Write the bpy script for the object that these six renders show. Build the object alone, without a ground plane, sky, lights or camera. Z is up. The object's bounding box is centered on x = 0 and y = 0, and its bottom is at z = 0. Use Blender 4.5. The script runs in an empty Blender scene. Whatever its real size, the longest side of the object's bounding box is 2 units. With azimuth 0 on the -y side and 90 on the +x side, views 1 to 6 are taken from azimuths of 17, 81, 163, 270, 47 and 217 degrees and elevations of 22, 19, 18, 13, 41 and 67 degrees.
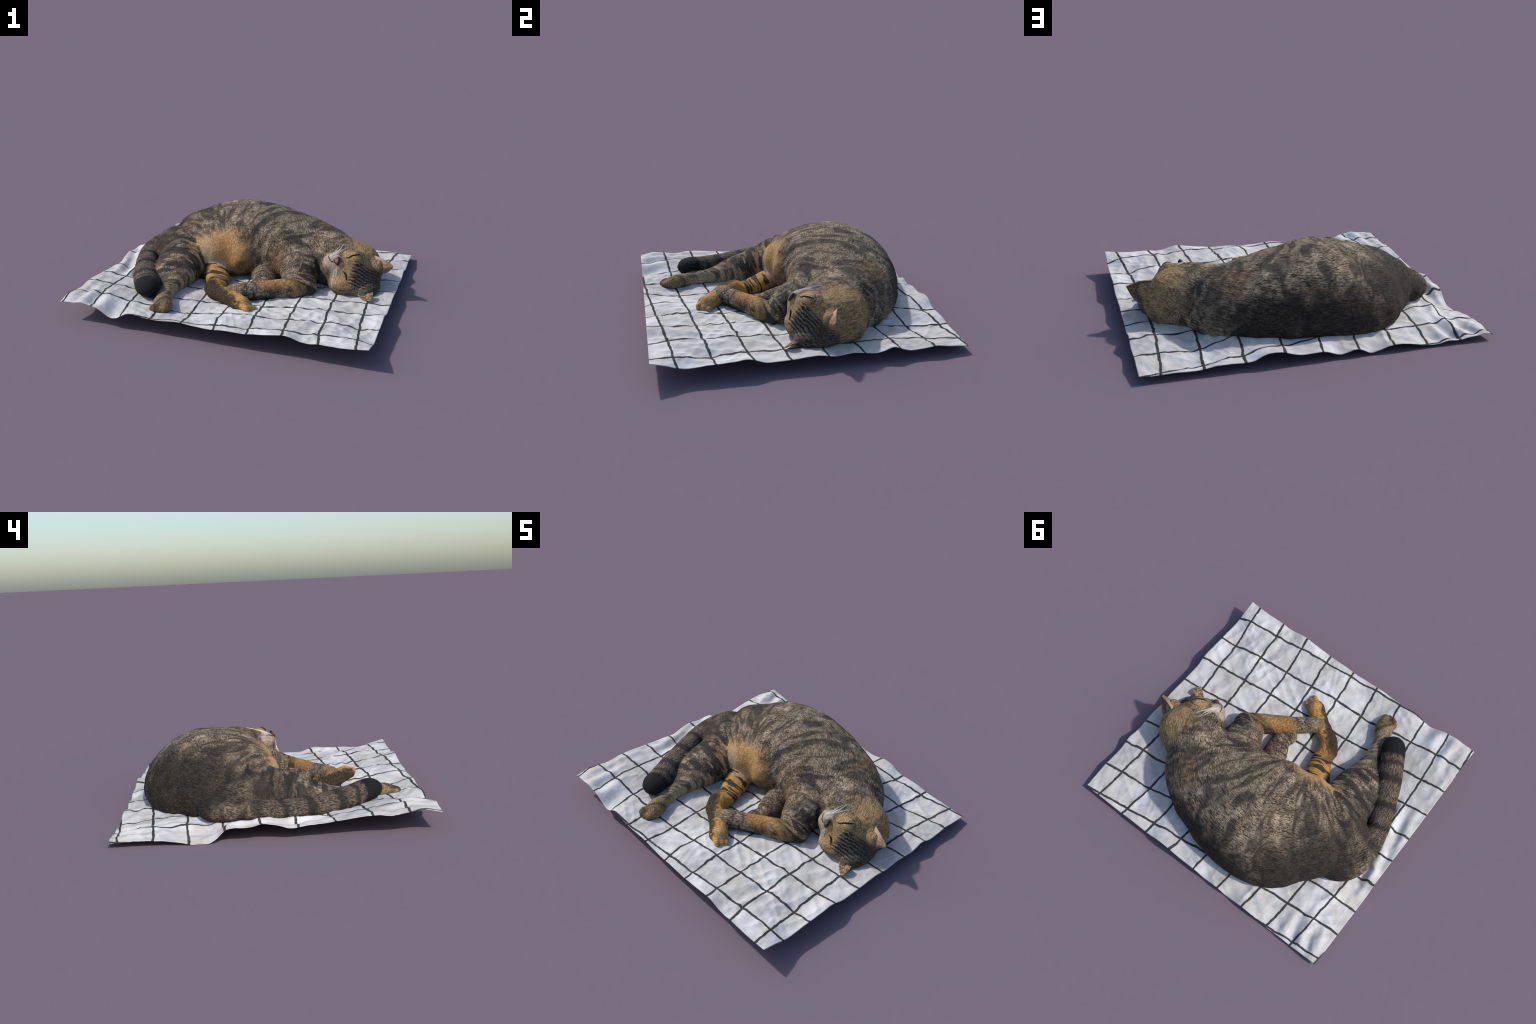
# A tabby cat asleep, curled on its side on a crumpled white cloth with a dark woven grid.
import bpy, bmesh, math
import numpy as np
from mathutils import Vector, Matrix

RNG = np.random.default_rng(7)
SCENE = bpy.context.scene

# ------------------------------------------------------------------ noise helpers
_perm = np.random.default_rng(11).permutation(256)
_perm = np.concatenate([_perm, _perm, _perm]).astype(np.int64)
_grad = np.random.default_rng(12).normal(size=(256, 3))
_grad /= np.linalg.norm(_grad, axis=1, keepdims=True)


def perlin(p):
    """Gradient noise of an (n,3) array, about -0.7..0.7."""
    p = np.asarray(p, float)
    i = np.floor(p).astype(np.int64)
    f = p - i
    i &= 255
    w = f * f * f * (f * (f * 6 - 15) + 10)
    out = 0
    for dx in (0, 1):
        for dy in (0, 1):
            for dz in (0, 1):
                h = _perm[_perm[_perm[i[:, 0] + dx] + i[:, 1] + dy] + i[:, 2] + dz]
                g = _grad[h]
                d = g[:, 0] * (f[:, 0] - dx) + g[:, 1] * (f[:, 1] - dy) + g[:, 2] * (f[:, 2] - dz)
                wx = w[:, 0] if dx else 1 - w[:, 0]
                wy = w[:, 1] if dy else 1 - w[:, 1]
                wz = w[:, 2] if dz else 1 - w[:, 2]
                out = out + d * wx * wy * wz
    return out


def smooth(a, b, x):
    t = np.clip((x - a) / (b - a), 0, 1)
    return t * t * (3 - 2 * t)


def unit(v):
    v = np.asarray(v, float)
    return v / np.linalg.norm(v)


# ------------------------------------------------------------------ the cloth's relief
CLOTH_X, CLOTH_Y = 1.0, 0.929
# height of the four hems: (distance along the hem, z)
HEM_FRONT = [(-1.0, .126), (-.91, .135), (-.83, .141), (-.77, .130), (-.71, .098), (-.65, .068), (-.61, .069), (-.56, .101), (-.51, .117),
             (-.40, .106), (-.30, .106), (-.18, .120), (-.10, .111), (.03, .103), (.09, .113), (.25, .116), (.36, .129), (.48, .150),
             (.53, .149), (.58, .130), (.62, .114), (.68, .130), (.83, .128), (.91, .135), (1.0, .147)]
HEM_RIGHT = [(-.93, .147), (-.84, .123), (-.78, .102), (-.72, .090), (-.60, .101), (-.48, .103), (-.37, .110), (-.28, .075), (-.17, .074),
             (-.06, .079), (.01, .086), (.12, .067), (.24, .079), (.37, .057), (.43, .070), (.48, .086), (.55, .056), (.60, .049), (.73, .062), (.93, .040)]
HEM_BACK = [(1.0, .040), (.78, .041), (.71, .035), (.60, .051), (.41, .048), (.33, .086), (.26, .085), (.14, .053), (.01, .056), (-.08, .022),
            (-.18, .053), (-.22, .026), (-.26, .010), (-.38, .045), (-.44, .048), (-.58, .013), (-.72, .024), (-.86, .030), (-.93, .050), (-1.0, .031)]
HEM_LEFT = [(.93, .032), (.77, .040), (.60, .030), (.53, .018), (.46, .003), (.39, .000), (.35, .013), (.32, .038), (.29, .077), (.20, .093), (.15, .083),
            (.07, .105), (-.02, .088), (-.09, .064), (-.16, .081), (-.26, .091), (-.44, .115), (-.56, .125), (-.67, .117), (-.83, .144), (-.93, .126)]
# heights further in (where the printed lines cross)
INNER = [(.90, -.80, .132), (.89, -.59, .090), (.84, .48, .071), (.87, .70, .056), (.68, -.81, .128), (.67, -.59, .111), (.64, -.38, .093), (.64, -.16, .072),
         (.65, .67, .035), (.65, .89, .041), (.47, -.84, .134), (.44, -.62, .100), (.42, -.41, .089), (.44, .855, .055), (.25, -.86, .120), (.22, -.65, .099),
         (.21, -.44, .069), (.03, -.87, .117), (0., -.68, .093), (-.17, -.90, .112), (-.21, -.70, .065), (-.23, -.49, .057), (-.38, -.91, .105), (-.61, -.72, .105),
         (-.80, -.74, .145), (-.82, -.53, .112), (-.83, -.30, .081), (-.30, -.25, .05), (.5, .1, .06), (.2, .3, .045), (-.2, .4, .04), (-.5, .3, .045), (.1, -.15, .06),
         (-.82, .70, .053), (-.61, .72, .046), (-.81, .91, .027), (-.59, .92, .014), (-.83, .49, .059), (.22, .81, .073), (.45, .64, .078), (.01, .83, .079), (-.19, .85, .060), (-.89, -.75, .141), (-.68, -.50, .088)]


def _hem_points(profile, fixed, along_x, step=0.05):
    prof = np.array(sorted(profile))
    s = np.arange(-CLOTH_X, CLOTH_X + 1e-6, step) if along_x else np.linspace(-CLOTH_Y, CLOTH_Y, 38)
    z = np.interp(s, prof[:, 0], prof[:, 1])
    o = np.full_like(s, fixed)
    return np.stack([s, o, z], 1) if along_x else np.stack([o, s, z], 1)


_ctrl = np.vstack([_hem_points(HEM_FRONT, -CLOTH_Y, True), _hem_points(HEM_BACK, CLOTH_Y, True),
                   _hem_points(HEM_RIGHT, CLOTH_X, False)[1:-1], _hem_points(HEM_LEFT, -CLOTH_X, False)[1:-1], np.array(INNER)])


def _tps(r):
    return np.where(r > 1e-9, r * r * np.log(np.maximum(r, 1e-9)), 0)


def _solve_cloth():
    p, z = _ctrl[:, :2], _ctrl[:, 2]
    n = len(p)
    k = _tps(np.linalg.norm(p[:, None] - p[None], axis=2)) + 1e-4 * np.eye(n)
    q = np.c_[np.ones(n), p]
    m = np.block([[k, q], [q.T, np.zeros((3, 3))]])
    return np.linalg.solve(m, np.r_[z, 0, 0, 0])


_cloth_w = _solve_cloth()


def cloth_base(x, y):
    p = np.stack([x, y], 1)
    out = np.empty(len(p))
    for i in range(0, len(p), 20000):
        c = p[i:i + 20000]
        k = _tps(np.linalg.norm(c[:, None] - _ctrl[None, :, :2], axis=2))
        out[i:i + 20000] = k @ _cloth_w[:-3] + np.c_[np.ones(len(c)), c] @ _cloth_w[-3:]
    return out


def cloth_wrinkles(x, y):
    """Creases: stretched noise in a few directions, stronger at the left and at the front."""
    out = np.zeros_like(x)
    zero = np.zeros_like(x)
    inside = smooth(0, .06, CLOTH_X - np.abs(x)) * smooth(0, .06, CLOTH_Y - np.abs(y))
    for angle, long, short, amp, seed in ((80, 1.8, 9, .016, 3), (35, 2.2, 12, .013, 9), (150, 2.0, 13, .011, 17), (110, 3, 18, .005, 23)):
        a = math.radians(angle)
        u, v = x * math.cos(a) + y * math.sin(a), -x * math.sin(a) + y * math.cos(a)
        n = perlin(np.stack([u * long + seed, v * short, zero + seed * 1.7], 1))
        out += amp * (.55 - 2.2 * np.abs(n)) * (0.35 + 0.65 * smooth(-.1, .4, perlin(np.stack([x * 2, y * 2, zero + seed], 1)) + .15))
    left = smooth(-.45, -.75, x)
    ripple = np.sin(x * 55 + 4.0 * y + 9 * perlin(np.stack([x * 2.2, y * 1.6, zero + 31], 1)))
    out += left * .017 * ripple * smooth(-.25, .35, perlin(np.stack([x * 3, y * 2.4, zero + 47], 1)))
    return (out - .007) * (0.25 + .75 * inside)


CLOTH_N = (336, 312)
_cx, _cy = np.linspace(-CLOTH_X, CLOTH_X, CLOTH_N[0]), np.linspace(-CLOTH_Y, CLOTH_Y, CLOTH_N[1])


def _relief():
    gx, gy = (g.ravel() for g in np.meshgrid(_cx, _cy, indexing="ij"))
    coarse_x, coarse_y = np.linspace(-CLOTH_X, CLOTH_X, 113), np.linspace(-CLOTH_Y, CLOTH_Y, 105)
    hx, hy = (g.ravel() for g in np.meshgrid(coarse_x, coarse_y, indexing="ij"))
    base = cloth_base(hx, hy).reshape(113, 105)
    rows = np.stack([np.interp(_cx, coarse_x, base[:, j]) for j in range(105)], 1)
    base = np.stack([np.interp(_cy, coarse_y, rows[i]) for i in range(len(_cx))], 0)
    return np.maximum(base + cloth_wrinkles(gx, gy).reshape(CLOTH_N), .001)


RELIEF = _relief()


def cloth_height(x, y):
    """The cloth's top at any place, from the relief above."""
    u = np.clip((x + CLOTH_X) / (2 * CLOTH_X) * (CLOTH_N[0] - 1), 0, CLOTH_N[0] - 1.001)
    v = np.clip((y + CLOTH_Y) / (2 * CLOTH_Y) * (CLOTH_N[1] - 1), 0, CLOTH_N[1] - 1.001)
    i, j = u.astype(int), v.astype(int)
    u, v = u - i, v - j
    return (RELIEF[i, j] * (1 - u) + RELIEF[i + 1, j] * u) * (1 - v) + (RELIEF[i, j + 1] * (1 - u) + RELIEF[i + 1, j + 1] * u) * v


# ------------------------------------------------------------------ implicit body: tubes and ellipsoids blended
STEP = 0.0075
LOW, HIGH = np.array([-1.0, -0.92, 0.0]), np.array([1.0, 0.93, 0.57])
AX = [np.arange(LOW[i], HIGH[i], STEP, dtype=np.float32) for i in range(3)]
SHAPE = tuple(len(a) for a in AX)


def spline(points, n=8):
    """Catmull-Rom through rows of numbers (position and sizes alike)."""
    p = np.asarray(points, float)
    p = np.vstack([2 * p[0] - p[1], p, 2 * p[-1] - p[-2]])
    out = []
    for i in range(1, len(p) - 2):
        for t in np.linspace(0, 1, n, endpoint=False):
            a, b, c, d = p[i - 1:i + 3]
            out.append(.5 * (2 * b + (c - a) * t + (2 * a - 5 * b + 4 * c - d) * t * t + (3 * b - a - 3 * c + d) * t ** 3))
    out.append(p[-2])
    return np.array(out)


class Tube:
    """Round limb along a spine of (x, y, z, radius); flat < 1 squashes it in z."""

    def __init__(self, spine, flat=1.0, n=6):
        self.s = spline(spine, n)
        self.flat = flat
        r = self.s[:, 3].max()
        self.box = self.s[:, :3].min(0) - r, self.s[:, :3].max(0) + r

    def __call__(self, p):
        best = np.full(len(p), 1e9, np.float32)
        q = p.copy()
        q[:, 2] /= self.flat
        s = self.s.copy()
        s[:, 2] /= self.flat
        for a, b in zip(s[:-1], s[1:]):
            ab = (b - a)[:3].astype(np.float32)
            t = np.clip(((q - a[:3].astype(np.float32)) @ ab) / max(ab @ ab, 1e-12), 0, 1)
            d = np.linalg.norm(q - (a[:3].astype(np.float32) + t[:, None] * ab), axis=1) - (a[3] + (b[3] - a[3]) * t)
            np.minimum(best, d, out=best)
        return best


class Loft:
    """Trunk on a spine in plan: rows (x, y, half width on the belly side, half width on the back side, top, z of widest and fullness of the section on each side)."""

    def __init__(self, rows, n=16):
        self.s = spline(rows, n)
        w = self.s[:, 2:4].max()
        lo, hi = self.s[:, :2].min(0) - w, self.s[:, :2].max(0) + w
        self.box = np.array([*lo, 0]), np.array([*hi, self.s[:, 4].max()])

    def nearest(self, xy):
        """Section sizes at the spine's nearest place and the distance to it, in plan."""
        n = len(xy)
        best, arg, par, side = np.full(n, 1e9), np.zeros(n, np.int32), np.zeros(n), np.zeros(n)
        for i, (a, b) in enumerate(zip(self.s[:-1], self.s[1:])):
            ab = (b - a)[:2]
            r = xy - a[:2]
            t = np.clip((r @ ab) / (ab @ ab), 0, 1)
            v = r - t[:, None] * ab
            d = (v * v).sum(1)
            m = d < best
            best[m], arg[m], par[m] = d[m], i, t[m]
            side[m] = (ab[0] * r[m, 1] - ab[1] * r[m, 0]) / np.linalg.norm(ab)
        row = self.s[arg] * (1 - par[:, None]) + self.s[arg + 1] * par[:, None]
        mix = smooth(-.12, .12, -side)          # the spine runs from head to rump, so the back lies to its right
        blend = lambda a, b: a * (1 - mix) + b * mix
        widest = blend(row[:, 5], row[:, 6])
        return np.sqrt(best), blend(row[:, 2], row[:, 3]), row[:, 4] - widest, widest, blend(row[:, 7], row[:, 8])

    def section(self, d, w, high, widest, k, z):
        dz = z - widest
        h = np.where(dz > 0, high, .22)
        a, b = d / w, np.abs(dz) / h
        e = np.maximum((a ** k + b ** k) ** (1 / k), 1e-4)
        g = np.sqrt((e ** (1 - k) * a ** (k - 1) / w) ** 2 + (e ** (1 - k) * b ** (k - 1) / h) ** 2)
        return (e - 1) / np.maximum(g, .5)

    def __call__(self, p):
        return self.section(*self.nearest(p[:, :2].astype(float)), p[:, 2])

    def on_grid(self, x, y, z):
        gx, gy = np.meshgrid(x, y, indexing="ij")
        found = self.nearest(np.stack([gx.ravel(), gy.ravel()], 1).astype(float))
        return self.section(*(a.reshape(gx.shape)[..., None] for a in found), z[None, None, :])


class Ball:
    """Ellipsoid with its own axes."""

    def __init__(self, centre, radii, axes=None):
        self.c, self.r = np.asarray(centre, np.float32), np.asarray(radii, np.float32)
        self.m = np.eye(3, dtype=np.float32) if axes is None else np.asarray(axes, np.float32)
        e = np.full(3, self.r.max())
        self.box = self.c - e, self.c + e

    def __call__(self, p):
        q = (p - self.c) @ self.m.T
        a = np.linalg.norm(q / self.r, axis=1)
        b = np.linalg.norm(q / self.r ** 2, axis=1)
        return a * (a - 1) / np.maximum(b, 1e-6)


# head frame: towards the nose, towards the upper ear, out of the forehead
HEAD_O = np.array([.75, .045, .19])
F = unit((-.94, -.245, .345))
S = np.array((.21, .70, .67))
S = unit(S - (S @ F) * F)
U = np.cross(S, F)
HEAD_AXES = np.array([F, S, U])


def head(f, s, u):
    return HEAD_O + f * F + s * S + u * U


def headball(f, s, u, rf, rs, ru):
    return Ball(head(f, s, u), (rf, rs, ru), HEAD_AXES)


# part -> list of (shape, blend radius)
BODY = {
    "torso": [
        (Loft([(.56, .25, .22, .21, .358, .17, .15, 2.2, 1.9),
               (.42, .33, .29, .29, .382, .18, .14, 2.1, 2.1),
               (.28, .37, .375, .345, .415, .18, .13, 2.2, 2.1),
               (.14, .39, .365, .375, .452, .19, .13, 2.4, 1.9),
               (-.02, .41, .395, .40, .482, .21, .13, 2.6, 1.8),
               (-.18, .40, .43, .42, .490, .20, .13, 2.6, 1.85),
               (-.33, .36, .41, .40, .468, .20, .13, 2.5, 1.8),
               (-.46, .30, .40, .315, .425, .21, .14, 2.4, 1.8),
               (-.57, .24, .34, .255, .375, .18, .15, 2.2, 1.95),
               (-.63, .20, .22, .19, .300, .15, .15, 2.0, 2.0)]), .02),
        (Ball((-.60, .14, .09), (.13, .17, .10)), .05),
        (Ball((-.075, .06, .21), (.075, .09, .10)), .05),
        (Tube([(.29, .12, .20, .12), (.30, .0, .165, .10), (.315, -.085, .12, .07)]), .04),
    ],
    "neck": [
        (Tube([(.50, .25, .195, .165), (.60, .22, .20, .167), (.68, .21, .19, .16)], .98), .05),
        (Ball((.715, .23, .155), (.155, .152, .17)), .05),
    ],
    "head": [
        (headball(-.03, .015, -.085, .135, .145, .09), .04),
        (Ball((.80, .065, .10), (.092, .12, .06)), .04),
        (headball(.05, .0, -.005, .075, .12, .08), .04),
        (headball(.05, .075, -.05, .12, .085, .10), .04),
        (Ball((.65, .0, .135), (.11, .10, .09)), .04),
        (Ball((.625, .02, .23), (.09, .08, .085)), .05),
        (Ball((.578, -.002, .255), (.068, .06, .064)), .04),
        (Ball((.58, .09, .22), (.11, .10, .12)), .04),
        (Ball((.70, .05, .30), (.05, .05, .035)), .04),
        (Ball((.70, .028, .297), (.034, .034, .03)), .012),
        (Ball((.662, -.035, .205), (.03, .028, .036)), .012),
        (Ball((.86, .14, .22), (.045, .05, .055)), .04),
        (Ball((.79, -.02, .085), (.06, .045, .04)), .05),
    ],
    "foreleg": [
        (Tube([(.33, .24, .22, .12), (.36, .09, .175, .11), (.38, -.05, .13, .09), (.405, -.105, .11, .08)]), .025),
        (Tube([(.415, -.11, .108, .074), (.35, -.16, .105, .074), (.25, -.225, .11, .070), (.14, -.30, .115, .062), (.04, -.375, .125, .058), (-.01, -.41, .128, .052)]), .012),
        *[(Ball((-.035 + .012 * k, -.42 + .022 * (k - 1), .128 - .022 * abs(k - 1)), (.03, .02, .024), [(.8, .6, 0), (-.6, .8, 0), (0, 0, 1)]), .01) for k in range(3)],
    ],
    "foreleg.001": [
        (Tube([(.07, .06, .09, .10), (.10, -.06, .09, .085), (.13, -.16, .088, .068), (.10, -.23, .09, .054)], .85), .012),
    ],
    "hindleg": [
        (Tube([(-.54, .12, .17, .165), (-.50, -.02, .145, .15), (-.475, -.15, .12, .125), (-.465, -.28, .105, .088), (-.46, -.40, .092, .060),
               (-.445, -.54, .09, .053), (-.41, -.66, .093, .050)]), .04),
        (Tube([(-.60, .04, .11, .125), (-.58, -.15, .112, .103), (-.545, -.28, .10, .083), (-.49, -.40, .088, .058)], .95), .04),
        (Ball((-.39, -.70, .093), (.064, .09, .05), [(.93, .37, 0), (-.37, .93, 0), (0, 0, 1)]), .03),
        *[(Ball((-.352 - .027 * k, -.765 - .012 * (1.5 - abs(k - 1.5)), .09), (.022, .04, .03), [(.93, .37, 0), (-.37, .93, 0), (0, 0, 1)]), .008) for k in range(4)],
    ],
    "hindleg.001": [
        (Tube([(-.31, .02, .11, .105), (-.24, -.10, .09, .090), (-.195, -.20, .082, .075), (-.17, -.30, .08, .068)], .64), .02),
        (Tube([(-.178, -.31, .085, .070), (-.135, -.375, .09, .062), (-.06, -.42, .096, .058), (.02, -.47, .10, .060), (.085, -.52, .098, .064)], .9), .02),
        *[(Ball((.128 + .013 * k, -.572 + .030 * k, .106 - .012 * k), (.042, .021, .026), [(.84, -.54, 0), (.54, .84, 0), (0, 0, 1)]), .01) for k in range(3)],
    ],
    "tail": [
        (Tube([(-.60, .33, .13, .11), (-.72, .35, .125, .097), (-.80, .29, .128, .087), (-.825, .19, .130, .079), (-.82, .08, .128, .075), (-.798, -.04, .120, .074),
               (-.742, -.19, .113, .080), (-.672, -.345, .115, .086), (-.606, -.475, .130, .086), (-.555, -.57, .152, .083), (-.54, -.59, .155, .081)], .77), .009),
    ],
}


def smin(a, b, k):
    h = np.maximum(k - np.abs(a - b), 0) / k
    return np.minimum(a, b) - h * h * k * .25


def body_volume():
    vol = np.full(SHAPE, .15, np.float32)
    for part, shapes in BODY.items():
        for shape, k in shapes:
            pad = k + .03
            i0 = np.maximum(np.floor((shape.box[0] - pad - LOW) / STEP).astype(int), 0)
            i1 = np.minimum(np.ceil((shape.box[1] + pad - LOW) / STEP).astype(int) + 1, SHAPE)
            axes = [AX[d][i0[d]:i1[d]] for d in range(3)]
            if isinstance(shape, Loft):
                v = shape.on_grid(*axes)
            else:
                g = np.stack(np.meshgrid(*axes, indexing="ij"), -1)
                v = shape(g.reshape(-1, 3).astype(np.float32)).reshape(g.shape[:3])
            sl = tuple(slice(a, b) for a, b in zip(i0, i1))
            vol[sl] = smin(vol[sl], v.astype(np.float32), k)
    gx, gy = np.meshgrid(AX[0], AX[1], indexing="ij")
    floor = (cloth_height(gx.ravel().astype(float), gy.ravel().astype(float)) - .0015).reshape(gx.shape)
    cut = floor[:, :, None].astype(np.float32) - AX[2][None, None, :]
    return np.maximum(vol, cut)


def surface_nets(vol):
    """Quads on the zero surface of a volume."""
    s = vol < 0
    nx, ny, nz = (n - 1 for n in vol.shape)
    total, count = np.zeros((nx, ny, nz, 3), np.float32), np.zeros((nx, ny, nz), np.float32)
    corner = [(i, j, k) for i in (0, 1) for j in (0, 1) for k in (0, 1)]
    view = lambda a, c: a[c[0]:c[0] + nx, c[1]:c[1] + ny, c[2]:c[2] + nz]
    for a in corner:
        for d in range(3):
            if a[d]:
                continue
            b = list(a)
            b[d] = 1
            va, vb = view(vol, a), view(vol, b)
            m = (va < 0) != (vb < 0)
            t = np.where(m, va / np.where(m, va - vb, 1), 0)
            for e in range(3):
                total[..., e] += m * (a[e] + (t if e == d else 0))
            count += m
    cells = count > 0
    idx = np.full(cells.shape, -1, np.int64)
    idx[cells] = np.arange(cells.sum())
    where = np.argwhere(cells)
    verts = LOW + STEP * (where + total[cells] / count[cells][:, None])
    quads = []
    for d in range(3):
        e, f = (d + 1) % 3, (d + 2) % 3
        lo = [slice(1, -1)] * 3
        lo[d] = slice(0, -1)
        hi = list(lo)
        hi[d] = slice(1, None)
        a, b = s[tuple(lo)], s[tuple(hi)]
        for flip, m in ((False, a & ~b), (True, ~a & b)):
            at = np.argwhere(m)
            off = np.ones(3, int)
            off[d] = 0
            at = at + off
            q = []
            for de, df in ((-1, -1), (0, -1), (0, 0), (-1, 0)):
                c = at.copy()
                c[:, e] += de
                c[:, f] += df
                q.append(idx[c[:, 0], c[:, 1], c[:, 2]])
            q = np.stack(q, 1)
            quads.append(q[:, ::-1] if flip else q)
    return verts, np.vstack(quads)


def vertex_normals(v, q):
    n = np.cross(v[q[:, 2]] - v[q[:, 0]], v[q[:, 3]] - v[q[:, 1]])
    out = np.zeros_like(v)
    for i in range(4):
        np.add.at(out, q[:, i], n)
    return out / np.maximum(np.linalg.norm(out, axis=1, keepdims=True), 1e-12)


def relax(v, q, rounds):
    e = np.vstack([q[:, [0, 1]], q[:, [1, 2]], q[:, [2, 3]], q[:, [3, 0]]])
    deg = np.bincount(e.ravel(), minlength=len(v))[:, None]
    for i in range(rounds):
        acc = np.zeros_like(v)
        for d in range(3):
            acc[:, d] = np.bincount(e[:, 0], v[e[:, 1], d], len(v)) + np.bincount(e[:, 1], v[e[:, 0], d], len(v))
        lap = acc / deg - v
        v = v + (.5 if i % 2 == 0 else -.53) * lap
    return v


# ------------------------------------------------------------------ building objects
def new_object(name, verts, faces, parent=None, material=None, smooth_shade=True):
    me = bpy.data.meshes.new(name)
    me.from_pydata([tuple(map(float, v)) for v in verts], [], [tuple(map(int, f)) for f in faces])
    if smooth_shade:
        me.polygons.foreach_set("use_smooth", [True] * len(me.polygons))
    me.update()
    ob = bpy.data.objects.new(name, me)
    SCENE.collection.objects.link(ob)
    if parent:
        ob.parent = parent
    if material:
        me.materials.append(material)
    return ob


def tube_mesh(points, radii, sides=8):
    """Closed tube through points."""
    p = np.asarray(points, float)
    r = np.broadcast_to(radii, len(p))
    t = np.gradient(p, axis=0)
    t /= np.linalg.norm(t, axis=1, keepdims=True)
    ref = np.array([0, 0, 1.0]) if abs(t[0, 2]) < .9 else np.array([1.0, 0, 0])
    verts, faces = [], []
    for i in range(len(p)):
        a = unit(np.cross(t[i], ref))
        b = np.cross(t[i], a)
        for k in range(sides):
            w = 2 * math.pi * k / sides
            verts.append(p[i] + r[i] * (a * math.cos(w) + b * math.sin(w)))
    for i in range(len(p) - 1):
        for k in range(sides):
            k2 = (k + 1) % sides
            faces.append((i * sides + k, i * sides + k2, (i + 1) * sides + k2, (i + 1) * sides + k))
    faces.append(tuple(range(sides))[::-1])
    faces.append(tuple(range((len(p) - 1) * sides, len(p) * sides)))
    return verts, faces



# ------------------------------------------------------------------ material building
class Nodes:
    def __init__(self, name, rough=.85, specular=.15):
        self.mat = bpy.data.materials.new(name)
        self.mat.use_nodes = True
        self.t = self.mat.node_tree
        self.bsdf = self.t.nodes["Principled BSDF"]
        self.bsdf.inputs["Roughness"].default_value = rough
        self.bsdf.inputs["Specular IOR Level"].default_value = specular
        self.P = self.t.nodes.new("ShaderNodeTexCoord").outputs["Object"]

    def node(self, kind, inputs=(), **props):
        n = self.t.nodes.new(kind)
        for k, v in props.items():
            setattr(n, k, v)
        for key, v in dict(inputs).items():
            if isinstance(v, bpy.types.NodeSocket):
                self.t.links.new(v, n.inputs[key])
            elif v is not None:
                n.inputs[key].default_value = v
        return n

    def m(self, op, a, b=None, c=None):
        return self.node("ShaderNodeMath", {0: a, 1: b, 2: c}, operation=op).outputs[0]

    def v(self, op, a, b=None):
        n = self.node("ShaderNodeVectorMath", {0: a, 1: b}, operation=op)
        return n.outputs["Value" if op in ("DOT_PRODUCT", "LENGTH") else "Vector"]

    def xyz(self, vec):
        return self.node("ShaderNodeSeparateXYZ", {0: vec}).outputs

    def vec(self, x, y, z):
        return self.node("ShaderNodeCombineXYZ", {0: x, 1: y, 2: z}).outputs[0]

    def noise(self, vec, scale, detail=2.0, rough=.5, warp=0.0):
        return self.node("ShaderNodeTexNoise", {"Vector": vec, "Scale": scale, "Detail": detail, "Roughness": rough, "Distortion": warp}).outputs["Fac"]

    def step(self, x, a, b):
        """0 below a, 1 above b, smooth between (also for a > b)."""
        if a > b:
            return self.m("SUBTRACT", 1.0, self.step(x, b, a))
        return self.node("ShaderNodeMapRange", {"Value": x, "From Min": a, "From Max": b}, interpolation_type="SMOOTHSTEP").outputs[0]

    def mix(self, fac, a, b):
        n = self.t.nodes.new("ShaderNodeMix")
        n.data_type = "RGBA"
        for k, val in ((0, fac), (6, a), (7, b)):
            if isinstance(val, bpy.types.NodeSocket):
                self.t.links.new(val, n.inputs[k])
            else:
                n.inputs[k].default_value = val if k == 0 else (*val, 1)
        return n.outputs[2]

    def mul(self, *a):
        out = a[0]
        for b in a[1:]:
            out = self.m("MULTIPLY", out, b)
        return out

    def blob(self, centre, radii, soft=.35, wobble=.25, scale=9.0):
        """Ragged ellipsoidal region."""
        d = self.v("LENGTH", self.v("DIVIDE", self.v("SUBTRACT", self.P, tuple(centre)), tuple(radii)))
        if wobble:
            d = self.m("ADD", d, self.m("MULTIPLY", self.m("SUBTRACT", self.noise(self.P, scale, 3, .6), .5), 2 * wobble))
        return self.step(d, 1 + soft, 1 - soft)

    def finish(self, colour, height=None, distance=.004, strength=.6):
        self.t.links.new(colour, self.bsdf.inputs["Base Color"])
        if height is not None:
            b = self.node("ShaderNodeBump", {"Height": height, "Distance": distance, "Strength": strength})
            self.t.links.new(b.outputs[0], self.bsdf.inputs["Normal"])
        return self.mat


CURL = (-.12, -.14)          # the cat lies curled round this place
BLACK = (.022, .020, .019)


def flow_round(N):
    """Coordinates that follow the curled body: along, outward, up."""
    x, y, z = N.xyz(N.P)[:3]
    dx, dy = N.m("SUBTRACT", x, CURL[0]), N.m("SUBTRACT", y, CURL[1])
    return N.m("ARCTAN2", dy, dx), N.m("SQRT", N.m("ADD", N.mul(dx, dx), N.mul(dy, dy))), z


def hair(N, W, across=175.0, along=30.0):
    """Short strands lying along W's first axis: 0 dark .. 1 light."""
    x, y, z = N.xyz(W)[:3]
    wob = N.m("MULTIPLY", N.noise(N.P, 9, 2), .05)
    y, z = N.m("ADD", y, wob), N.m("ADD", z, wob)
    big = N.vec(N.mul(x, along), N.mul(y, across), N.mul(z, across))
    fine = N.vec(N.mul(x, along * 1.9), N.mul(y, across * 2.2), N.mul(z, across * 2.2))
    return N.m("ADD", N.mul(N.noise(big, 1, 3, .6), .6), N.mul(N.noise(fine, 1, 2, .6), .4))


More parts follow.
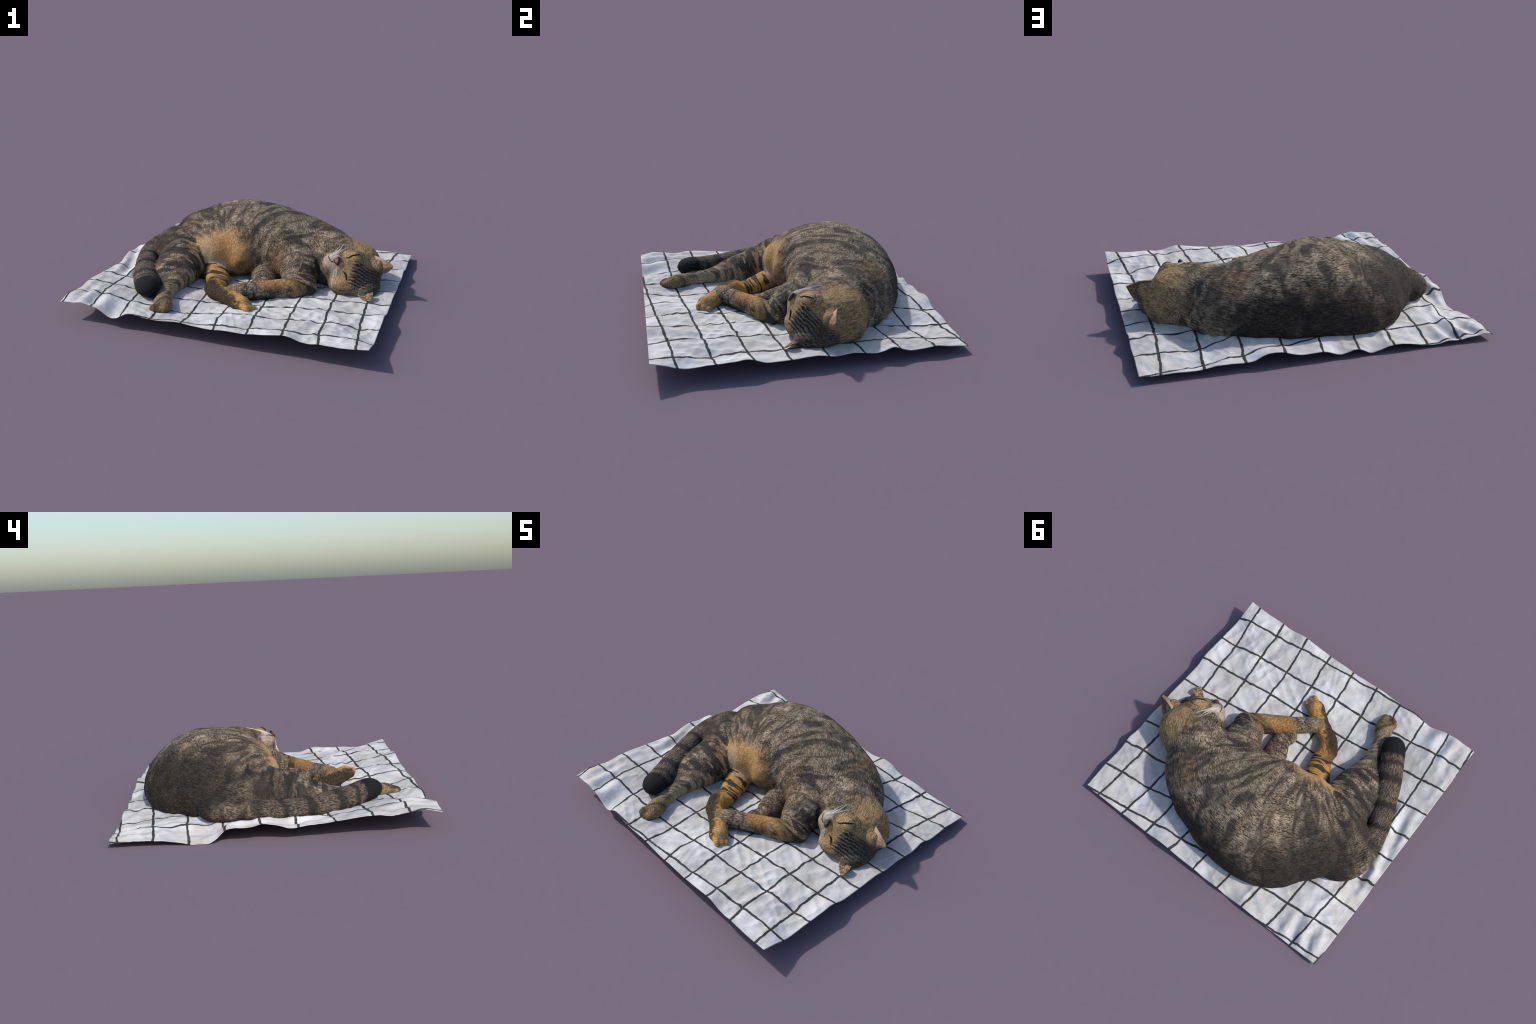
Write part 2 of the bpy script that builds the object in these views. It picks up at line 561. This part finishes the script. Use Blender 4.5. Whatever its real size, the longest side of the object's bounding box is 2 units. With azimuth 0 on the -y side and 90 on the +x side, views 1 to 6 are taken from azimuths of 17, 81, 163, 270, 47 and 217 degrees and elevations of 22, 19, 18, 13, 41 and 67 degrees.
def coat(N):
    """The tabby ground pattern shared by the whole body; returns colour, strand height, strand mask."""
    th, r, z = flow_round(N)
    W = N.vec(N.mul(th, .55), r, z)
    h = hair(N, W)
    clump = N.noise(N.P, 11, 4, .65, .4)
    t = N.step(N.m("ADD", h, N.mul(N.m("SUBTRACT", clump, .5), .16)), .415, .605)
    light = N.mix(N.step(clump, .35, .65), (.285, .215, .148), (.52, .405, .285))
    dark = N.mix(N.step(clump, .35, .65), (.024, .019, .015), (.056, .043, .032))
    # regions of other ground colours
    regions = [
        ((.76, .22, .25), (.17, .19, .20), (.50, .335, .165), (.175, .108, .050)),       # golden cheek and nape
        ((.40, .50, .32), (.10, .11, .12), (.37, .25, .14), (.07, .047, .030)),           # warm patch on the shoulder
        ((.12, .30, .46), (.20, .14, .10), (.38, .30, .20), (.09, .068, .045)),         # lighter flank
        ((-.22, -.03, .24), (.19, .15, .16), (.68, .40, .165), (.31, .155, .055)),        # orange belly
        ((-.34, -.06, .22), (.07, .08, .13), (.62, .46, .27), (.32, .21, .11)),         # paler towards the thigh
        ((-.25, -.05, .155), (.06, .05, .045), (.52, .38, .29), (.34, .24, .18)),       # thin skin showing
        ((-.06, -.05, .13), (.07, .08, .08), (.26, .15, .075), (.07, .038, .02)),       # brown fringe
        ((-.42, -.04, .27), (.05, .06, .06), (.60, .43, .23), (.25, .16, .07)),         # buff fold at the groin
        ((.20, .06, .19), (.08, .09, .11), (.30, .15, .08), (.06, .03, .02)),           # rusty armpit
        ((.30, -.20, .13), (.13, .06, .10), (.50, .30, .11), (.15, .09, .04)),          # forearm
        ((-.40, -.45, .06), (.12, .26, .11), (.56, .44, .28), (.23, .165, .09)),       # buff lower leg
        ((-.38, -.74, .09), (.13, .14, .12), (.36, .25, .125), (.10, .068, .035)),      # paw
    ]
    for c, rad, l, d in regions:
        k = N.blob(c, rad, .5, .55, 13)
        light, dark = N.mix(k, light, l), N.mix(k, dark, d)
    colour = N.mix(t, dark, light)
    # tabby bars across the body, broken into blotches
    bars = N.noise(N.vec(N.mul(th, 9.5), N.mul(r, 5.0), N.mul(z, 6.0)), 1, 2.5, .55, 1.0)
    plain = N.m("MAXIMUM", N.blob((-.24, -.03, .22), (.20, .15, .17)), N.blob((.76, .22, .25), (.17, .19, .20)))
    ragged = N.m("ADD", bars, N.m("ADD", N.mul(N.m("SUBTRACT", h, .5), .50), N.mul(N.m("SUBTRACT", clump, .5), .25)))
    k = N.mul(N.step(ragged, .47, .63), N.m("SUBTRACT", 1.0, plain))
    colour = N.mix(N.mul(k, .88), colour, N.mix(t, BLACK, (.085, .068, .053)))
    # black saddle along the spine and over the rump
    far = N.m("MAXIMUM", N.blob((-.58, .50, .16), (.40, .42, .30), .35, .4, 7), N.blob((.10, .82, .10), (.58, .26, .25), .4, .45, 8))
    saddle = N.m("MAXIMUM", far, N.mul(N.blob((-.68, .10, .12), (.24, .32, .22), .35, .4, 8), .75))
    deep = N.mix(N.step(h, .44, .68), N.mix(clump, (.011, .0095, .009), (.026, .021, .018)), (.056, .043, .034))
    colour = N.mix(N.mul(saddle, .92), colour, deep)
    return colour, h, t


def body_material(name, extra=None, bump=.5):
    N = Nodes(name)
    colour, h, t = coat(N)
    if extra:
        colour = extra(N, colour, h, t)
    return N.finish(colour, h, .010, bump)


def bars_along(N, axis, freq, lo=.52, hi=.58, cross=4.0, seed=0.0):
    """Ragged dark bars across a limb that runs along axis."""
    a = unit(axis)
    b = unit(np.cross(a, (0.3, 0.2, 1)))
    c = np.cross(a, b)
    w = N.vec(N.m("ADD", N.mul(N.v("DOT_PRODUCT", N.P, tuple(a)), freq), seed), N.mul(N.v("DOT_PRODUCT", N.P, tuple(b)), cross), N.mul(N.v("DOT_PRODUCT", N.P, tuple(c)), cross))
    return N.step(N.noise(w, 1, 2, .5, .4), lo, hi)


def foreleg_extra(N, colour, h, t):
    x, y, z = N.xyz(N.P)[:3]
    bars = N.mul(bars_along(N, (-.1, -.75, -.6), 24, .52, .57, 5), N.step(x, .28, .36))
    colour = N.mix(N.mul(bars, .9), colour, BLACK)
    patch = N.m("MAXIMUM", N.blob((.30, -.10, .16), (.06, .045, .04)), N.blob((.10, -.34, .07), (.2, .08, .035), .3, .4))
    colour = N.mix(N.mul(patch, .85), colour, BLACK)
    orange = N.blob((.18, -.26, .17), (.10, .07, .05), .4, .4)
    colour = N.mix(N.mul(orange, .8), colour, N.mix(t, (.22, .11, .035), (.58, .30, .10)))
    paw = N.blob((-.03, -.42, .15), (.06, .06, .06), .4, .3)
    return N.mix(N.mul(paw, .6), colour, N.mix(t, (.16, .10, .05), (.40, .27, .13)))


def under_foreleg_extra(N, colour, h, t):
    k = N.blob((.22, -.10, .14), (.10, .10, .10), .4, .4)
    return N.mix(N.mul(k, .7), colour, N.mix(t, (.03, .022, .018), (.27, .17, .12)))


def hindleg_extra(N, colour, h, t):
    x, y, z = N.xyz(N.P)[:3]
    bars = N.mul(bars_along(N, (.05, -1, -.25), 21, .50, .57, 5, 3.3), N.step(y, -.52, -.38), N.step(z, .07, .14))
    colour = N.mix(N.mul(bars, .85), colour, BLACK)
    shade = N.mul(N.step(x, -.44, -.50), N.step(y, -.30, -.42))
    colour = N.mix(N.mul(shade, .8), colour, N.mix(t, BLACK, (.10, .08, .06)))
    gaps = N.mul(N.step(y, -.735, -.775), N.step(N.noise(N.vec(N.mul(N.v("DOT_PRODUCT", N.P, (.93, .37, 0)), 30), N.mul(y, 4), 2.2), 1, 0), .52, .6))
    return N.mix(N.mul(gaps, .8), colour, (.05, .03, .02))


def under_hindleg_extra(N, colour, h, t):
    x, y, z = N.xyz(N.P)[:3]
    orange = N.step(y, -.02, -.12)
    colour = N.mix(orange, colour, N.mix(t, (.30, .15, .045), (.70, .40, .14)))
    bars = N.mul(bars_along(N, (.25, -.95, -.1), 26, .54, .58, 6, 1.7), N.step(y, -.30, -.22))
    colour = N.mix(N.mul(bars, .9), colour, BLACK)
    side = N.m("ADD", N.v("DOT_PRODUCT", N.P, (-.62, -.78, 0)), N.mul(N.m("SUBTRACT", N.noise(N.P, 22, 4, .7), .5), .12))
    line = N.m("ADD", N.mul(x, .20), .368)
    sole = N.mul(N.step(N.m("SUBTRACT", side, line), -.012, .030), N.step(y, -.20, -.32))
    low = N.mul(N.step(N.m("ADD", x, N.mul(y, -.62)), -.02, -.06), N.step(y, -.16, -.26))
    colour = N.mix(N.mul(N.m("MAXIMUM", sole, N.mul(low, .8)), N.m("SUBTRACT", 1.0, N.mul(t, .12))), colour, (.018, .016, .015))
    back = N.mul(N.blob((-.335, -.13, .10), (.05, .13, .12)), .85)
    colour = N.mix(back, colour, (.03, .024, .018))
    pale = N.blob((.14, -.50, .09), (.07, .05, .07), .4, .3)
    return N.mix(N.mul(pale, .6), colour, N.mix(t, (.16, .11, .06), (.38, .29, .18)))


def tail_extra(N, colour, h, t):
    s = N.v("DOT_PRODUCT", N.P, (.35, -.85, 0))
    s = N.m("ADD", s, N.mul(N.m("SUBTRACT", N.noise(N.P, 13, 3, .6), .5), .07))
    ground = N.mix(t, (.024, .019, .016), (.20, .155, .11))
    here = N.step(s, -.38, -.30)
    colour = N.mix(here, colour, ground)
    for lo, hi in ((-.255, -.225), (-.115, -.065), (.065, .115), (.185, .205)):
        k = N.mul(N.step(s, lo - .015, lo + .01), N.step(s, hi + .015, hi - .01))
        colour = N.mix(N.mul(k, .85), colour, BLACK)
    return N.mix(N.step(s, .225, .26), colour, (.014, .014, .015))


def head_extra(N, colour, h, t):
    q = N.v("SUBTRACT", N.P, tuple(HEAD_O))
    f, sd, u = (N.v("DOT_PRODUCT", q, tuple(a)) for a in (F, S, U))
    wob = N.m("SUBTRACT", N.noise(N.P, 30, 3, .6), .5)
    sw = N.m("ADD", sd, N.mul(wob, .035))
    grey = N.mul(N.step(sd, .09, .03), N.step(f, .16, .08))
    colour = N.mix(N.mul(grey, .85), colour, N.mix(t, (.06, .048, .036), (.27, .22, .165)))
    # orange mask over the muzzle and round the eyes
    for c, rad in (((.13, -.02, .075), .055), ((.10, -.05, .085), .04), ((.115, .075, .04), .05), ((.07, .055, .09), .035), ((.08, -.105, .04), .045), ((.14, -.10, .02), .055)):
        colour = N.mix(N.mul(N.blob(head(*c), (rad,) * 3, .5, .3, 22), .9), colour, N.mix(t, (.24, .145, .062), (.62, .43, .215)))
    # black bars from the brow back over the crown
    bar = N.step(N.m("SINE", N.m("ADD", N.mul(sw, 285), N.mul(f, 9))), .0, .6)
    zone = N.mul(N.step(f, .10, .06), N.step(sd, -.135, -.10), N.step(sd, .065, .04), N.step(u, -.04, .02))
    colour = N.mix(N.mul(bar, zone, .95), colour, (.016, .015, .014))
    crown = N.mul(N.step(f, -.02, -.10), N.step(sd, .10, .03), .7)
    colour = N.mix(crown, colour, N.mix(t, BLACK, (.10, .085, .068)))
    # cheek lines
    line = N.step(N.m("SINE", N.m("ADD", N.mul(N.m("ADD", u, N.mul(wob, .03)), 190), N.mul(f, 60))), .70, .95)
    cheek = N.m("MAXIMUM", N.blob(head(.06, .115, .03), (.07, .045, .06), .3), N.blob(head(.07, -.14, .0), (.07, .04, .06), .3))
    colour = N.mix(N.mul(line, cheek, .8), colour, (.04, .028, .018))
    # pale chin and lips
    white = N.m("MAXIMUM", N.blob((.528, -.005, .28), (.05, .05, .055), .4, .25, 20), N.blob((.59, -.05, .255), (.028, .03, .04), .4, .25, 20))
    colour = N.mix(N.mul(white, .8), colour, N.mix(t, (.25, .175, .12), (.56, .45, .35)))
    pad = N.blob((.575, .01, .315), (.028, .05, .022), .4, .25, 25)
    colour = N.mix(N.mul(pad, .5), colour, (.60, .54, .48))
    dots = N.mul(N.blob((.60, .03, .325), (.04, .05, .03), .4, .2), N.step(N.noise(N.P, 130, 1), .62, .68))
    colour = N.mix(N.mul(dots, .8), colour, (.05, .03, .02))
    return colour


def plain_material(name, colour, rough=.7, grain=.15, scale=60.0):
    N = Nodes(name, rough)
    n = N.noise(N.P, scale, 3, .6)
    c = np.array(colour)
    return N.finish(N.mix(n, tuple(c * (1 - grain)), tuple(np.minimum(c * (1 + grain), 1))), n, .002, .3)


def ear_material():
    N = Nodes("ear_skin", .8)
    n = N.noise(N.v("MULTIPLY", N.P, (1.0, 1.4, 1.4)), 70, 3, .6)
    skin = N.mix(N.step(n, .35, .7), (.22, .135, .08), (.45, .31, .20))
    pink = N.blob((.85, .165, .275), (.05, .035, .035), .5, .2, 30)
    lower = N.blob((.81, -.10, .08), (.10, .07, .06), .2, .1)
    skin = N.mix(lower, skin, N.mix(N.step(n, .4, .6), (.07, .045, .028), (.36, .23, .13)))
    return N.finish(N.mix(N.mul(pink, .6), skin, (.56, .38, .29)), n, .004, .5)


def cloth_material():
    N = Nodes("checked_cotton", .9, .1)
    x, y, z = N.xyz(N.P)[:3]
    warp = N.mul(N.m("SUBTRACT", N.noise(N.P, 7, 3, .6), .5), .17)
    xx, xy, yy = N.mul(x, x), N.mul(x, y), N.mul(y, y)

    def poly(c):
        out = c[0]
        for k, term in zip(c[1:], (x, y, xx, xy, yy)):
            out = N.m("MULTIPLY_ADD", term, k, out)
        return out

    # the woven lines lie where these counts are whole numbers
    count_i = N.m("ADD", poly((4.8788, -4.7395, -.0555, .1812, -.0212, .3086)), warp)
    count_j = N.m("ADD", poly((5.170, -.5189, 4.7742, -.0587, -.1035, .0758)), warp)
    fray = N.mul(N.m("SUBTRACT", N.noise(N.P, 40, 2), .5), .018)

    def line(c):
        d = N.m("ABSOLUTE", N.m("SUBTRACT", N.m("FRACT", N.m("ADD", c, 10.5)), .5))
        return N.step(N.m("ADD", d, fray), .043, .028)

    lines = N.m("MAXIMUM", line(count_i), line(count_j))
    mottle = N.noise(N.P, 5.5, 4, .6)
    streak = N.v("ADD", N.v("MULTIPLY", N.P, (1.0, .38, 1)), (3, 7, 0))
    fold_shade = N.noise(streak, 13, 4, .6, .7)  # brown shadow of the folds, painted on as stretched noise
    base = N.mix(N.step(mottle, .35, .68), (.51, .49, .475), (.675, .67, .68))  # cotton tinted warm grey for shaded parts, lightened for bright ones
    base = N.mix(N.mul(N.step(fold_shade, .50, .70), .55), base, (.43, .385, .345))
    weave = N.noise(N.P, 260, 2, .5)
    colour = N.mix(lines, base, N.mix(N.step(weave, .3, .7), (.036, .037, .037), (.066, .066, .064)))
    crease = N.noise(N.v("MULTIPLY", N.P, (1, 1, .2)), 24, 4, .55)
    return N.finish(colour, N.m("ADD", N.mul(weave, .2), crease), .005, .3)


# ------------------------------------------------------------------ cloth
def build_cloth():
    nx, ny = CLOTH_N
    gx, gy = (g.ravel() for g in np.meshgrid(_cx, _cy, indexing="ij"))
    top = np.stack([gx, gy, RELIEF.ravel()], 1)
    i = np.arange(nx * ny).reshape(nx, ny)
    quads = np.stack([i[:-1, :-1], i[1:, :-1], i[1:, 1:], i[:-1, 1:]], -1).reshape(-1, 4)
    ring = np.concatenate([i[:, 0], i[-1, 1:], i[-2::-1, -1], i[0, -2:0:-1]])
    n = len(top)
    low = top - np.array([0, 0, .003])
    low[:, 2] = np.maximum(low[:, 2], 0)
    faces = [*quads, *(quads[:, ::-1] + n)]
    nxt = np.roll(ring, -1)
    faces += list(np.stack([ring, ring + n, nxt + n, nxt], 1))
    ob = new_object("checked_cloth", np.vstack([top, low]), faces, None, cloth_material())
    ob["label"] = "crumpled white cloth with a thin dark woven grid"
    ob["category"] = "cloth"
    return ob


# ------------------------------------------------------------------ cat
def ear_mesh(a, b, tip, opening, depth, thick=.011, n=14):
    """Cupped triangular shell from base line a-b to the tip, hollow towards opening."""
    a, b, tip, opening = (np.asarray(p, float) for p in (a, b, tip, opening))
    opening = unit(opening)
    mid = (a + b) / 2
    verts = []
    for layer in (0, 1):
        for i in range(n):
            v = i / (n - 1) * .985
            width = (1 - v ** 1.5) ** .8
            for j in range(n):
                w = 2 * j / (n - 1) - 1
                p = mid + (tip - mid) * v + (b - a) / 2 * w * width
                cup = depth * (1 - w * w) * (1 - .75 * v)
                rim = .3 * depth * abs(w) ** 3 * (1 - v)
                t = thick * (.35 + .65 * (1 - abs(w)) ** .5) * (1 - .6 * v) if layer else 0
                verts.append(p - opening * (cup - rim + t))
    idx = lambda l, i, j: l * n * n + i * n + j
    faces = []
    for i in range(n - 1):
        for j in range(n - 1):
            faces.append((idx(0, i, j), idx(0, i, j + 1), idx(0, i + 1, j + 1), idx(0, i + 1, j)))
            faces.append((idx(1, i, j), idx(1, i + 1, j), idx(1, i + 1, j + 1), idx(1, i, j + 1)))
    edge = [(0, j) for j in range(n)] + [(i, n - 1) for i in range(1, n)] + [(n - 1, j) for j in range(n - 2, -1, -1)] + [(i, 0) for i in range(n - 2, 0, -1)]
    for p, q in zip(edge, edge[1:] + edge[:1]):
        faces.append((idx(0, *q), idx(0, *p), idx(1, *p), idx(1, *q)))
    return verts, faces


def build_cat():
    from mathutils.bvhtree import BVHTree
    cat = bpy.data.objects.new("sleeping_cat", None)
    SCENE.collection.objects.link(cat)
    cat["label"] = "brown tabby cat asleep curled on its side"
    cat["category"] = "cat"
    verts, quads = surface_nets(body_volume())
    verts = relax(verts, quads, 6)
    nrm = vertex_normals(verts, quads)
    # tufts and lumps of the coat
    th = np.arctan2(verts[:, 1] - CURL[1], verts[:, 0] - CURL[0])
    r = np.hypot(verts[:, 0] - CURL[0], verts[:, 1] - CURL[1])
    soft = smooth(.0, .03, verts[:, 2] - cloth_height(verts[:, 0], verts[:, 1]))
    trunk = smooth(.62, .5, verts[:, 0]) * smooth(-.15, .05, verts[:, 1])
    lump = perlin(verts * 13) * .006 * trunk + perlin(np.stack([th * 9, r * 38, verts[:, 2] * 38], 1)) * .0035 + perlin(verts * 60 + 7) * .0015
    verts = verts + nrm * (lump * soft)[:, None]
    nrm = vertex_normals(verts, quads)
    part_names = list(BODY)
    dist = np.stack([np.min([sh(verts.astype(np.float32)) for sh, k in BODY[p]], axis=0) for p in part_names], 1)
    label = dist.argmin(1)
    votes = np.stack([(label[quads] == k).sum(1) for k in range(len(part_names))], 1)
    face_label = votes.argmax(1)
    materials = {
        "torso": body_material("tabby_fur"), "neck": None, "head": body_material("face_fur", head_extra, .4),
        "foreleg": body_material("foreleg_fur", foreleg_extra), "foreleg.001": body_material("tucked_foreleg_fur", under_foreleg_extra),
        "hindleg": body_material("hindleg_fur", hindleg_extra), "hindleg.001": body_material("orange_hindleg_fur", under_hindleg_extra),
        "tail": body_material("tail_fur", tail_extra)}
    materials["neck"] = materials["torso"]
    made = {}
    for k, name in enumerate(part_names):
        q = quads[face_label == k]
        used, inv = np.unique(q, return_inverse=True)
        ob = new_object(name, verts[used], inv.reshape(-1, 4), cat, materials[name])
        ob.data.normals_split_custom_set_from_vertices([tuple(v) for v in nrm[used]])
        made[name] = ob
    near = (verts[:, 0] > .4) & (verts[:, 1] < .4)
    keep = near[quads].all(1)
    tree = BVHTree.FromPolygons([tuple(v) for v in verts], [tuple(map(int, q)) for q in quads[keep]])

    def snap(p, lift=0.0):
        at, n, _, _ = tree.find_nearest(Vector(p))
        return np.array(at + n * lift)

    face = made["head"]
    # ears
    skin = ear_material()
    for a, b, tip, opening, depth in (((.822, .172, .285), (.893, .205, .150), (.958, .146, .247), (-.39, .91, .02), .072),
                                      ((.758, -.060, .086), (.866, -.066, .122), (.860, -.150, .088), (-.33, -.47, .82), .006)):
        v, f = ear_mesh(a, b, tip, opening, depth)
        new_object("ear", v, f, face, skin)
    # closed eyes: a dark lid line with a pale rim below it
    lid = plain_material("lid_line", (.02, .016, .014), .6)
    for points in (((.655, .0, .312), (.685, .012, .312), (.712, .035, .320), (.742, .066, .327)),
                   ((.649, -.044, .233), (.664, -.050, .222), (.676, -.056, .200), (.683, -.063, .172))):
        path = np.array([snap(p, .001) for p in spline([(*p,) for p in points], 5)])
        rad = .006 * np.sin(np.linspace(.35, math.pi - .25, len(path)))
        v, f = tube_mesh(path, rad)
        new_object("eyelid", v, f, face, lid)
    # nose leather and mouth
    at = snap((.603, -.044, .30))
    out = unit(np.array((-.35, -.75, .55)))
    side = unit(S - (S @ out) * out)
    up = np.cross(out, side)
    if up @ F > 0:
        up = -up
    n = 12
    ring = []
    for i in range(n):
        w = 2 * math.pi * i / n
        ring.append((math.cos(w) * .026 * (1.0 + .7 * math.sin(w)), math.sin(w) * .023))
    v, f = [], []
    for lift, size in ((-.006, 1.0), (.004, 1.0), (.008, .72), (.009, .3)):
        for px, py in ring:
            v.append(at + side * px * size + up * py * size + out * lift)
    for l in range(3):
        for i in range(n):
            j = (i + 1) % n
            f.append((l * n + i, l * n + j, (l + 1) * n + j, (l + 1) * n + i))
    f.append(tuple(range(3 * n, 4 * n)))
    nose = Nodes("nose_leather", .55, .4)
    red = nose.blob(at + side * .0 + up * .003 + out * .006, (.013, .013, .013), .3, .35, 60)
    new_object("nose", v, f, face, nose.finish(nose.mix(red, (.014, .010, .010), (.20, .040, .026))))
    mouth = [snap(p, .0005) for p in spline([(.592, -.048, .29), (.565, -.05, .297), (.548, -.03, .305), (.535, .0, .308)], 5)]
    v, f = tube_mesh(mouth, .0028)
    new_object("mouth", v, f, face, lid)
    # whiskers lie back over the cheek
    white = plain_material("whisker_white", (.75, .72, .68), .5)
    rng = np.random.default_rng(5)
    for k in range(15):
        upper = k < 9
        if upper:
            start = np.array((.57, .005, .315)) + rng.normal(0, .013, 3)
            end = np.array((.58 + .09 * rng.random(), .10 + .05 * rng.random(), .36))
        else:
            start = np.array((.605, -.055, .25)) + rng.normal(0, .008, 3)
            end = np.array((.575 + .04 * rng.random(), -.06 - .03 * rng.random(), .10 + .04 * rng.random()))
        bend = rng.normal(0, .008, 3)
        path = []
        for tt in np.linspace(0, 1, 9):
            p = start * (1 - tt) + end * tt + bend * math.sin(tt * math.pi)
            path.append(snap(p, .002 + .003 * tt))
        v, f = tube_mesh(path, np.linspace(.0012, .0005, 9), 5)
        new_object("whisker", v, f, face, white)
    return cat


build_cloth()
build_cat()
